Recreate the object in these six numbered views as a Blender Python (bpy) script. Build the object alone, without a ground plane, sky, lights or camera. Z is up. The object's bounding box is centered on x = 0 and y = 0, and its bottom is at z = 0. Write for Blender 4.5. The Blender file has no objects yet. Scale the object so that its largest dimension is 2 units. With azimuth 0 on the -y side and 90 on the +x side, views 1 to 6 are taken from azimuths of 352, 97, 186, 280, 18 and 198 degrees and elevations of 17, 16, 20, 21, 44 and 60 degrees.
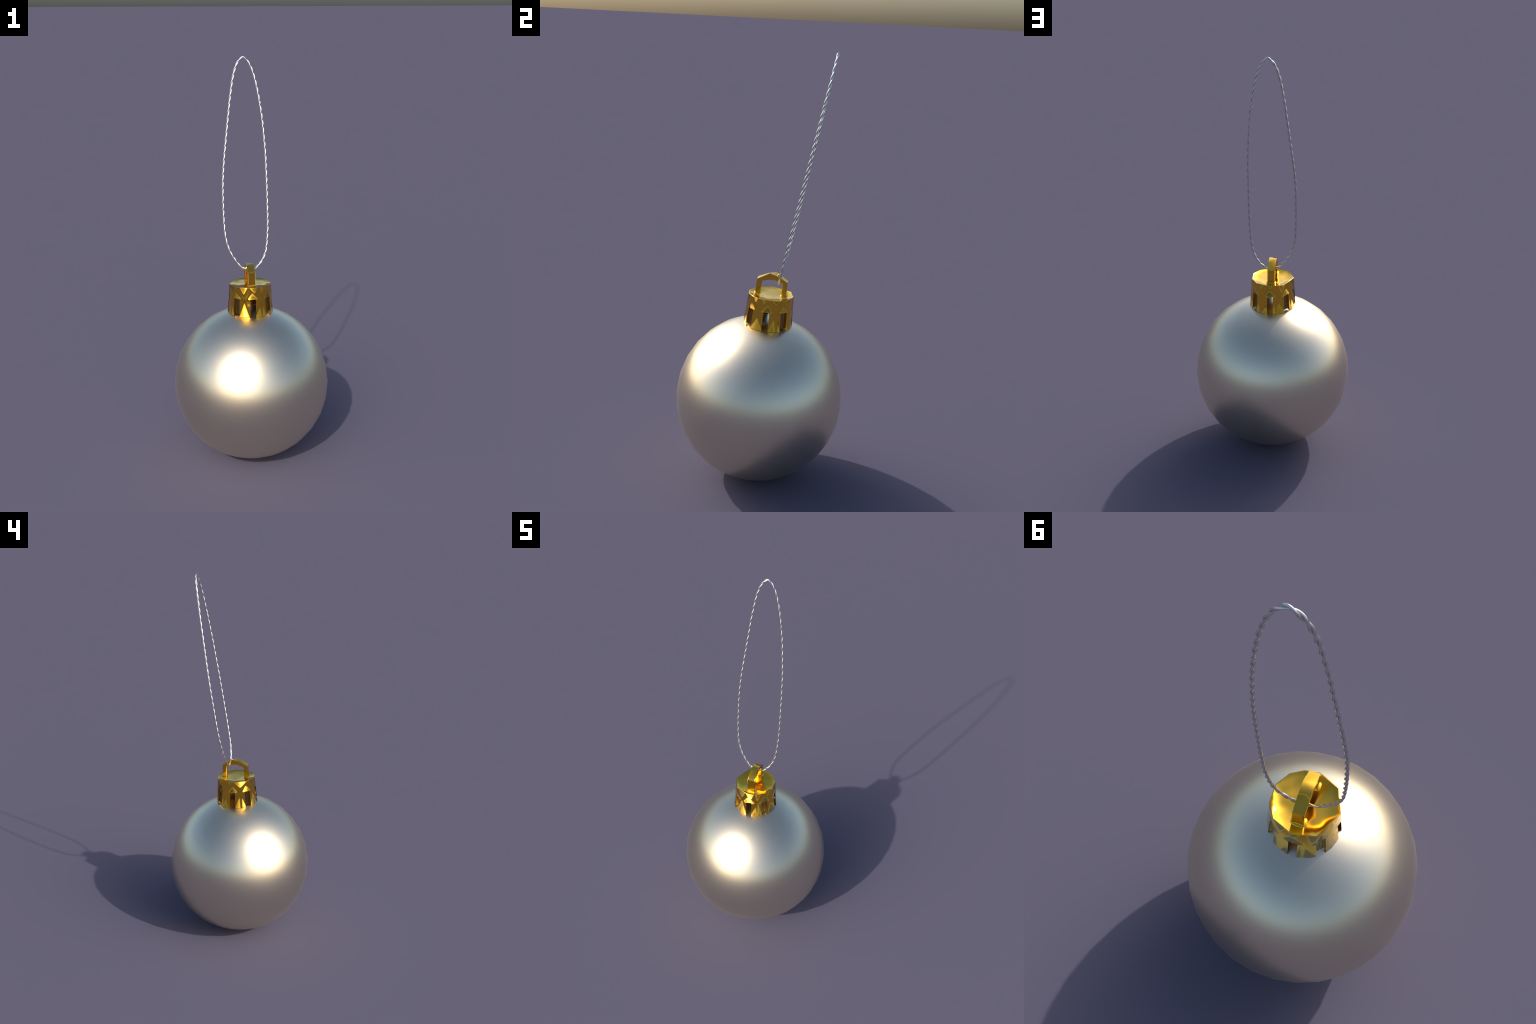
"""Matt silver Christmas bauble with a gold crown cap, a strap loop and a twisted silver hanging cord."""
import bpy, math
from math import sin, cos, tan, pi, radians, degrees, atan2, hypot
from mathutils import Vector, Matrix, noise

# ------------------------------------------------------------------ frame
BALL_R = 0.3914                                   # vertex radius of the faceted ball
CENTRE = Vector((0.0, 0.0, 0.3905))
LEAN = radians(3.6)                               # cap leans a little to +y
FRAME = Matrix.Translation(CENTRE) @ Matrix.Rotation(-LEAN, 4, 'X')   # local z = cap axis, origin = ball centre


# ------------------------------------------------------------------ materials
def metal(name, colour, rough, variation=0.06, scale=40.0, rough_spread=0.04):
    mat = bpy.data.materials.new(name)
    mat.use_nodes = True
    nt = mat.node_tree
    bsdf = nt.nodes['Principled BSDF']
    bsdf.inputs['Metallic'].default_value = 1.0
    tex = nt.nodes.new('ShaderNodeTexCoord')
    noise = nt.nodes.new('ShaderNodeTexNoise')
    noise.inputs['Scale'].default_value = scale
    noise.inputs['Detail'].default_value = 4.0
    nt.links.new(tex.outputs['Object'], noise.inputs['Vector'])
    ramp = nt.nodes.new('ShaderNodeValToRGB')
    ramp.color_ramp.elements[0].position = 0.3
    ramp.color_ramp.elements[1].position = 0.7
    lo = [max(0.0, c * (1 - variation)) for c in colour]
    hi = [min(1.0, c * (1 + variation)) for c in colour]
    ramp.color_ramp.elements[0].color = (*lo, 1)
    ramp.color_ramp.elements[1].color = (*hi, 1)
    nt.links.new(noise.outputs['Fac'], ramp.inputs['Fac'])
    nt.links.new(ramp.outputs['Color'], bsdf.inputs['Base Color'])
    mr = nt.nodes.new('ShaderNodeMapRange')
    mr.inputs['To Min'].default_value = rough - rough_spread
    mr.inputs['To Max'].default_value = rough + rough_spread
    nt.links.new(noise.outputs['Fac'], mr.inputs['Value'])
    nt.links.new(mr.outputs['Result'], bsdf.inputs['Roughness'])
    return mat


SILVER = metal('satin_silver', (0.79, 0.72, 0.56), 0.338, 0.01, 6.0, 0.01)
GOLD = metal('bright_gold', (0.95, 0.56, 0.06), 0.13, 0.03, 30.0, 0.03)
SHADE_GOLD = metal('gold_darkened_for_slot_shade', (0.36, 0.25, 0.09), 0.14, 0.04, 40.0, 0.02)  # base colour lowered so the recessed slots look occluded
WIRE = metal('silver_cord', (0.77, 0.76, 0.74), 0.31, 0.04, 60.0, 0.03)


# ------------------------------------------------------------------ helpers
def make_object(name, verts, faces, mat, parent, normals=None, flat=False):
    me = bpy.data.meshes.new(name)
    me.from_pydata([tuple(v) for v in verts], [], faces)
    me.materials.append(mat)
    me.polygons.foreach_set('use_smooth', [not flat] * len(me.polygons))
    me.update()
    if normals:
        me.normals_split_custom_set_from_vertices([tuple(n) for n in normals])
    ob = bpy.data.objects.new(name, me)
    bpy.context.scene.collection.objects.link(ob)
    ob.parent = parent
    return ob


def smoothstep(a, b, x):
    t = min(1.0, max(0.0, (x - a) / (b - a)))
    return t * t * (3 - 2 * t)


def wrap(a):
    return (a + 180.0) % 360.0 - 180.0


def polygon_radius(theta, corners):
    """Radius of a closed polygon, given as [(angle in degrees, radius)], in the direction theta."""
    n = len(corners)
    for i in range(n):
        a0, r0 = corners[i]
        a1, r1 = corners[(i + 1) % n]
        span = (a1 - a0) % 360.0
        off = (theta - a0) % 360.0
        if off <= span:
            A, B, T = radians(a0), radians(a0 + span), radians(a0 + off)
            return r0 * r1 * sin(B - A) / (r0 * sin(T - A) + r1 * sin(B - T))
    return corners[0][1]


root = bpy.data.objects.new('christmas_bauble', None)
bpy.context.scene.collection.objects.link(root)
root['label'] = 'satin silver ball ornament with gold cap and twisted cord'
root['category'] = 'christmas ornament'


# ------------------------------------------------------------------ ball
def build_ball():
    segs, rings = 32, 16
    verts, normals, faces = [], [], []

    def add(th, ph):
        n = Vector((sin(ph) * cos(th), sin(ph) * sin(th), cos(ph)))
        verts.append(FRAME @ (n * BALL_R))
        normals.append(FRAME.to_3x3() @ n)
        return len(verts) - 1
    top, bottom = add(0, 0), add(0, pi)
    grid = [[add(2 * pi * (j + 0.5 * (i % 2)) / segs, pi * i / rings) for j in range(segs)] for i in range(1, rings)]
    for j in range(segs):
        k = (j + 1) % segs
        faces.append((top, grid[0][j], grid[0][k]))
        for i in range(rings - 2):
            a, b, c, d = grid[i][j], grid[i][k], grid[i + 1][j], grid[i + 1][k]
            if i % 2 == 0:      # this ring is shifted half a step: alternate the diagonals
                faces += [(a, c, d), (a, d, b)]
            else:
                faces += [(a, c, b), (b, c, d)]
        faces.append((bottom, grid[-1][k], grid[-1][j]))
    ball = make_object('ball', verts, faces, SILVER, root, normals)
    return ball


# ------------------------------------------------------------------ cap
RIM_H, SLOT_H, FOOT_H = 0.5203, 0.4635, 0.3738
RIM = [(-178, .1054), (-134, .1065), (-94, .1052), (-68, .1046), (-43, .1050), (-14, .1050), (19, .1052), (48, .1075), (87, .1065), (126, .1085)]
FOOT_R = 0.1140
WALL = 0.0022


def slot_half(k):
    return 7.3 if k % 2 == 0 else 8.7               # degrees; the cross-cut slots on the diagonals read wider


FOOT = []
for k in range(8):                                   # each tab: two corners and a fold in the middle
    c = -180 + 45 * k
    FOOT += [(c + slot_half(k), FOOT_R), (c + 24.0 + (3 if k % 3 == 0 else -4), FOOT_R), (c + 45 - slot_half(k + 1), FOOT_R)]

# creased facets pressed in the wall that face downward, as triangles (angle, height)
FACETS = []
for l, r, a, h in ((-130, -104, -115, .482), (-102, -77, -84, .489), (-71, -56, -66, .482), (-15, -3, -9, .495),
                   (8, 38, 24, .497), (52, 72, 64, .492), (81, 98, 90, .503), (113, 131, 120, .477),
                   (164, 175, 170, .499), (-177, -131, -156, .486), (-42, -26, -33, .492)):
    FACETS.append(((l, .523), (r, .523), (a, h), -42.0))
for k in range(8):
    c = -180 + 45 * k
    FACETS.append(((c - 16, .461), (c + 16, .461), (c + (3, -4, -2, 1, 2, -3, -3, 0)[k], .500), -40.0))
for l, r, a, h in ((-126, -100, -113, .458), (-84, -69, -70.5, .434), (-63.5, -55, -65, .468), (-37, -5, -22, .437),
                   (8, 25, 20, .450), (37, 31, 30, .44), (108, 128, 111, .432), (97, 103, 101, .437), (138, 149, 149, .452),
                   (150, 167, 157, .428), (-174, -160, -158, .446), (-152, -142, -154, .449), (71, 83, 80, .415), (53, 60, 57, .43)):
    FACETS.append(((l, .371), (r, .371), (a, h), -29.0))


def facet_lean(theta, h):
    """downward lean in degrees inside a pressed facet, 0 outside, soft over a few mm"""
    best = 0.0
    y = h
    for *tri, lean in FACETS:
        c = (tri[0][0] + tri[1][0] + tri[2][0]) / 3
        pts = [(radians(wrap(a - c)) * 0.108, b) for a, b in tri]
        x = radians(wrap(theta - c)) * 0.108
        if abs(x) > 0.06:
            continue
        area = (pts[1][0] - pts[0][0]) * (pts[2][1] - pts[0][1]) - (pts[2][0] - pts[0][0]) * (pts[1][1] - pts[0][1])
        s = 1 if area > 0 else -1
        amount = 1.0
        for i in range(3):
            (x0, y0), (x1, y1) = pts[i], pts[(i + 1) % 3]
            ln = hypot(x1 - x0, y1 - y0)
            d = s * ((x1 - x0) * (y - y0) - (y1 - y0) * (x - x0)) / ln
            amount *= smoothstep(-0.0065, 0.0085, d)
        best = min(best, lean * amount ** 0.7)
    return best


LEAN_BASE = 5.2


def build_cap():
    angles = set()
    a = -180.0
    while a < 180.0:
        angles.add(round(a, 3))
        a += 1.5
    for k in range(8):
        c = -180 + 45 * k
        for e in (c - slot_half(k), c + slot_half(k)):
            angles.add(round(wrap(e), 3))
    for p, _ in RIM + FOOT:
        angles.add(round(wrap(p), 3))
    angles = sorted(angles)
    rows = 30
    lower = [FOOT_H + (SLOT_H - FOOT_H) * i / 18 for i in range(18)]
    upper = [SLOT_H + (RIM_H - SLOT_H) * i / 14 for i in range(15)]
    levels = lower + upper
    first_full = len(lower)
    N, L = len(angles), len(levels)
    verts, normals, faces = [], [], []
    rot = FRAME.to_3x3()

    def add(p, n):
        verts.append(FRAME @ Vector(p))
        normals.append((rot @ Vector(n)).normalized())
        return len(verts) - 1

    def radius(t, h):
        f = (h - FOOT_H) / (RIM_H - FOOT_H)
        return polygon_radius(t, FOOT) * (1 - f) + polygon_radius(t, RIM) * f

    out, inn = {}, {}
    for i, h in enumerate(levels):
        for j, t in enumerate(angles):
            T = radians(t)
            r = radius(t, h)
            up = radians(LEAN_BASE + facet_lean(t, h))
            wob = noise.noise_vector(Vector((cos(T) * 6.5, sin(T) * 6.5, h * 45.0)))
            up += radians(2.6) * wob.x * smoothstep(0.30, 0.60, abs(wob.y) + 0.35)
            Tn = T + radians(7.0) * wob.z
            out[i, j] = add((r * cos(T), r * sin(T), h), (cos(Tn) * cos(up), sin(Tn) * cos(up), sin(up)))
            ri = r - WALL
            inn[i, j] = add((ri * cos(T), ri * sin(T), h - 0.0), (-cos(T), -sin(T), 0.0))

    def in_slot(j):
        m = angles[j] + wrap(angles[(j + 1) % N] - angles[j]) / 2
        k = round((m + 180) / 45)
        return abs(wrap(m - (-180 + 45 * k))) < slot_half(k)

    def quad_edge(a, b, ia, ib, n):
        """thickness strip between outer a-b and inner ib-ia, with its own vertices"""
        ids = []
        for s in (a, b, ib, ia):
            verts.append(verts[s].copy())
            normals.append(n)
            ids.append(len(verts) - 1)
        faces.append(tuple(ids))

    for i in range(L - 1):
        for j in range(N):
            k = (j + 1) % N
            open_here = i < first_full and in_slot(j)
            if open_here:
                continue
            faces.append((out[i, j], out[i, k], out[i + 1, k], out[i + 1, j]))
            faces.append((inn[i, k], inn[i, j], inn[i + 1, j], inn[i + 1, k]))
            if i < first_full:
                T = radians(angles[j])
                if in_slot((j - 1) % N):
                    quad_edge(out[i + 1, j], out[i, j], inn[i + 1, j], inn[i, j], rot @ Vector((sin(T), -cos(T), 0)))
                if in_slot(k):
                    T = radians(angles[k])
                    quad_edge(out[i, k], out[i + 1, k], inn[i, k], inn[i + 1, k], rot @ Vector((-sin(T), cos(T), 0)))
    down = rot @ Vector((0, 0, -1))
    for j in range(N):
        k = (j + 1) % N
        i = first_full if in_slot(j) else 0
        quad_edge(out[i, k], out[i, j], inn[i, k], inn[i, j], down)
    cap = make_object('cap', verts, faces, GOLD, root, normals)

    # the slots on the diagonals are backed by a rippled liner whose metal is tinted dark for the slot shadow; gold returns join it to the wall
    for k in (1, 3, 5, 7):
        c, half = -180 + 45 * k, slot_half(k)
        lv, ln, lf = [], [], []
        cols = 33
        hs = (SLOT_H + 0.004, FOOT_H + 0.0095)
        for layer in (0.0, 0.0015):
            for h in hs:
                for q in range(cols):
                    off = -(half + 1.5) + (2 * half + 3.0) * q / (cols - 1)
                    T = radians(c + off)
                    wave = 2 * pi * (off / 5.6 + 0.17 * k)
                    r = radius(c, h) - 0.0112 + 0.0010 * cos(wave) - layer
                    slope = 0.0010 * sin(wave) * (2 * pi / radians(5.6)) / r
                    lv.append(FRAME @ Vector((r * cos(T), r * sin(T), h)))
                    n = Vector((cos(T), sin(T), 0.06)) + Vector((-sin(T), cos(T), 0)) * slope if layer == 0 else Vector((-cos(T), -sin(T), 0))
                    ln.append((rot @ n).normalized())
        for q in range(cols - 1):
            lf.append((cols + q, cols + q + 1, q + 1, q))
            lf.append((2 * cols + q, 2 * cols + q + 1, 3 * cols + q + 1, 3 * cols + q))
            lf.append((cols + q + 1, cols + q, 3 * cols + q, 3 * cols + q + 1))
        make_object('slot_liner', lv, lf, SHADE_GOLD, cap, ln)
        for side in (-1, 1):
            rv, rf = [], []
            for t in (half, half + 0.8):
                T = radians(c + side * t)
                for h in (SLOT_H + 0.004, FOOT_H + 0.006):
                    for d in (0.0008, 0.0125):
                        r = radius(c + side * t, h) - d
                        rv.append(FRAME @ Vector((r * cos(T), r * sin(T), h)))
            rf = [(0, 1, 3, 2), (4, 6, 7, 5), (2, 3, 7, 6), (0, 4, 5, 1), (1, 5, 7, 3), (0, 2, 6, 4)]
            make_object('slot_return', rv, rf, GOLD, cap, flat=True)

    # top plate: flat, its sheen gathers inward like a shallow dish
    verts, normals, faces = [], [], []
    rings = 14
    hub = add((0, 0, RIM_H), (0, 0, 1))
    grid = []
    edge = 0.0022
    for q in range(1, rings + 1):
        row = []
        for t in angles:
            T = radians(t)
            f = q / rings
            r = (polygon_radius(t, RIM) - edge) * f
            tilt = -radians(27.0) * f ** 2.8
            dent = noise.noise_vector(Vector((r * cos(T) * 26.0, r * sin(T) * 26.0, 3.7))) * (0.14 * smoothstep(0.15, 0.6, f))
            row.append(add((r * cos(T), r * sin(T), RIM_H + 0.0008), (cos(T) * sin(tilt) + dent.x, sin(T) * sin(tilt) + dent.y, cos(tilt))))
        grid.append(row)
    lip = []
    for t in angles:
        T = radians(t)
        r = polygon_radius(t, RIM)
        lip.append((add(((r - edge) * cos(T), (r - edge) * sin(T), RIM_H + 0.0008), (cos(T) * 0.3, sin(T) * 0.3, 1)),
                    add((r * cos(T), r * sin(T), RIM_H), (cos(T), sin(T), 0.5))))
    verts[hub] = FRAME @ Vector((0, 0, RIM_H + 0.0008))
    for j in range(N):
        k = (j + 1) % N
        faces.append((hub, grid[0][j], grid[0][k]))
        for q in range(rings - 1):
            faces.append((grid[q][j], grid[q + 1][j], grid[q + 1][k], grid[q][k]))
        faces.append((lip[j][0], lip[j][1], lip[k][1], lip[k][0]))
    make_object('top_plate', verts, faces, GOLD, cap, normals)
    return cap


# ------------------------------------------------------------------ strap loop on the cap
def build_loop():
    w, wl = 0.0182, 0.0174
    x_off = -0.0005
    foot = RIM_H - 0.002
    # closed outline in (y, height): outer arch of each side face, then the inner arch
    right = [(-.0715, foot), (-.0702, .5875), (-.0140, .6220), (.0320, .6090), (.0702, .5885), (.0715, foot)]
    left = [(-.0715, foot), (-.0702, .5885), (-.0320, .6090), (.0140, .6220), (.0702, .5875), (.0715, foot)]
    inner = [(-.0500, foot), (-.0475, .5800), (-.0120, .5912), (.0120, .5912), (.0475, .5800), (.0500, foot)]
    CH = 0.0022                                  # wide chamfer on the inside edges of the strap
    bevel = [(y + math.copysign(CH * 2.0, y), h + (0.0 if i in (0, 5) else CH * 2.0)) for i, (y, h) in enumerate(inner)]
    verts, faces = [], []

    def ring(profile, x, xl):
        ids = []
        for i, (y, h) in enumerate(profile):
            half = xl if i in (0, len(profile) - 1) else x
            verts.append(FRAME @ Vector((half + x_off, y, h)))
            ids.append(len(verts) - 1)
        return ids
    ro, lo = ring(right, w, wl), ring(left, -w, -wl)
    ri, li = ring(inner, w - CH, wl - CH), ring(inner, CH - w, CH - wl)
    rc, lc = ring(bevel, w, wl), ring(bevel, -w, -wl)
    for i in range(5):
        if i == 2:
            faces += [(ro[i], ro[i + 1], lo[i + 1]), (ro[i], lo[i + 1], lo[i])]
        elif i == 1:
            faces += [(ro[i], ro[i + 1], lo[i]), (ro[i + 1], lo[i + 1], lo[i])]
        elif i == 3:
            faces += [(ro[i], ro[i + 1], lo[i + 1]), (ro[i], lo[i + 1], lo[i])]
        else:
            faces.append((ro[i], ro[i + 1], lo[i + 1], lo[i]))
        faces.append((ri[i + 1], ri[i], li[i], li[i + 1]))
        faces.append((ro[i + 1], ro[i], rc[i], rc[i + 1]))
        faces.append((lo[i], lo[i + 1], lc[i + 1], lc[i]))
        faces.append((rc[i + 1], rc[i], ri[i], ri[i + 1]))
        faces.append((lc[i], lc[i + 1], li[i + 1], li[i]))
    for i, j in ((0, 0), (5, 5)):
        faces.append((ro[i], lo[i], lc[j], li[j], ri[j], rc[j]))
    loop = make_object('hanging_loop', verts, faces, GOLD, root, flat=True)
    bpy.context.view_layer.objects.active = loop
    me = loop.data
    import bmesh
    bm = bmesh.new()
    bm.from_mesh(me)
    bmesh.ops.recalc_face_normals(bm, faces=bm.faces)
    bmesh.ops.bevel(bm, geom=[e for e in bm.edges if e.calc_face_angle(0) > radians(52)], offset=0.0010, segments=2, affect='EDGES', clamp_overlap=True)
    for f in bm.faces:
        f.smooth = True
    bm.to_mesh(me)
    bm.free()
    me.set_sharp_from_angle(angle=radians(50))

    # a pressed collar round each foot of the strap
    def collar_mesh(yc):
        verts, faces, normals = [], [], []
        seg = 32
        prof = ((0.0075, -0.0003, 0.8), (0.0058, 0.0008, 1.2), (0.0036, 0.0013, 1.8), (0.0, 0.0016, 2.2))
        for out, h, up in prof:
            for j in range(seg):
                t = 2 * pi * j / seg
                ct, st = cos(t), sin(t)
                sx = math.copysign(abs(ct) ** 0.6, ct)
                sy = math.copysign(abs(st) ** 0.6, st)
                verts.append(FRAME @ Vector((x_off + sx * (wl + out - 0.001), yc + sy * (0.0110 + out - 0.001), RIM_H + 0.001 + h)))
                normals.append(FRAME.to_3x3() @ Vector((ct, st, up)).normalized())
        for q in range(len(prof) - 1):
            for j in range(seg):
                k = (j + 1) % seg
                faces.append((q * seg + j, q * seg + k, (q + 1) * seg + k, (q + 1) * seg + j))
        return verts, faces, normals
    for yc in (-0.0608, 0.0608):
        v, f, n = collar_mesh(yc)
        make_object('collar', v, f, GOLD, loop, n)
    return loop


# ------------------------------------------------------------------ hanging cord
CORD_ORIGIN = Vector((0.0037, 0.0673, 0.9690))
CORD_U = Vector((0.99912, 0.04114, -0.00791))
CORD_V = Vector((0.0, 0.18892, 0.98199))
# outline of the loop in its own plane (u sideways, v upward), starting at the joint on the right
CORD = [(.0752, .8304), (.0684, .8733), (.0589, .9232), (.0492, .9623), (.0358, 1.0013), (.0185, 1.0310), (-.0015, 1.0445),
        (-.0255, 1.0243), (-.0427, .9878), (-.0560, .9386), (-.0649, .8893), (-.0742, .8327), (-.0818, .7760), (-.0897, .7192),
        (-.0978, .6552), (-.1045, .6052), (-.1108, .5551), (-.1160, .5050), (-.1200, .4546), (-.1223, .3968), (-.1231, .3388),
        (-.1231, .2879), (-.1218, .2368), (-.1182, .1782), (-.1088, .1300), (-.0940, .0889), (-.0694, .0470), (-.0444, .0161),
        (-.0200, .0030), (.0050, -.0020), (.0286, .0049), (.0518, .0260), (.0692, .0511), (.0838, .0875), (.0912, .1317),
        (.0967, .1906), (.0985, .2422), (.0992, .3010), (.0993, .3524), (.0991, .4036), (.0988, .4620), (.0981, .5130),
        (.0968, .5783), (.0940, .6290), (.0905, .6795), (.0863, .7371), (.0810, .7838)]
TURN = 0.07008            # length of one full twist
STRAND_R, HELIX_R = 0.0031, 0.0029


def spline(points, step):
    """closed Catmull-Rom curve, resampled at even steps along its length"""
    n, dense = len(points), []
    for i in range(n):
        p0, p1, p2, p3 = (Vector(points[(i + k - 1) % n]) for k in range(4))
        for q in range(24):
            t = q / 24
            dense.append(0.5 * ((2 * p1) + (p2 - p0) * t + (2 * p0 - 5 * p1 + 4 * p2 - p3) * t * t + (3 * p1 - p0 - 3 * p2 + p3) * t ** 3))
    dense.append(dense[0].copy())
    lengths = [0.0]
    for a, b in zip(dense, dense[1:]):
        lengths.append(lengths[-1] + (b - a).length)
    total, out, i = lengths[-1], [], 0
    count = int(total / step)
    for k in range(count + 1):
        s = total * k / count
        while i < len(dense) - 2 and lengths[i + 1] < s:
            i += 1
        f = (s - lengths[i]) / max(1e-9, lengths[i + 1] - lengths[i])
        out.append((s, dense[i].lerp(dense[i + 1], f)))
    return out


def build_cord():
    cord = bpy.data.objects.new('hanging_cord', None)
    bpy.context.scene.collection.objects.link(cord)
    cord.parent = root
    side = CORD_U.cross(CORD_V).normalized()
    def place(p):
        # the left side of the loop bows out of the plane a little, the right side hardly at all
        f = min(1.0, max(0.0, p.y / 1.045))
        bow = (0.0088 * (1 - f ** 3) if p.x < 0 else -0.0018 * sin(pi * f)) * smoothstep(0.0, 0.05, abs(p.x))
        bow *= smoothstep(-0.02, 0.22, p.y) if p.x < 0 else 1.0
        return CORD_ORIGIN + CORD_U * (p.x + 0.12 * bow) + CORD_V * p.y + back * bow
    back = Vector((-0.0419, 0.9811, -0.1888))
    path = [(s, place(p)) for s, p in spline(CORD, 0.0016)]
    m = len(path)
    for strand in range(2):
        centres = []
        for i, (s, p) in enumerate(path):
            t = (path[min(m - 1, i + 2)][1] - path[max(0, i - 2)][1]).normalized()
            e1 = side
            e2 = t.cross(e1)
            a = 2 * pi * s / TURN + pi * strand + PHASE
            centres.append(p + (e1 * cos(a) + e2 * sin(a)) * HELIX_R)
        verts, faces, normals = [], [], []
        sides = 10
        for i, c in enumerate(centres):
            t = (centres[min(m - 1, i + 1)] - centres[max(0, i - 1)]).normalized()
            e1 = (side - t * side.dot(t)).normalized()
            e2 = t.cross(e1)
            for j in range(sides):
                a = 2 * pi * j / sides
                n = e1 * cos(a) + e2 * sin(a)
                verts.append(c + n * STRAND_R)
                normals.append(n)
        for i in range(m - 1):
            for j in range(sides):
                k = (j + 1) % sides
                faces.append((i * sides + j, i * sides + k, (i + 1) * sides + k, (i + 1) * sides + j))
        faces.append(tuple(reversed(range(sides))))
        faces.append(tuple((m - 1) * sides + j for j in range(sides)))
        make_object('strand', verts, faces, WIRE, cord, normals)
    return cord


PHASE = -0.87
build_ball()
build_cap()
build_loop()
build_cord()
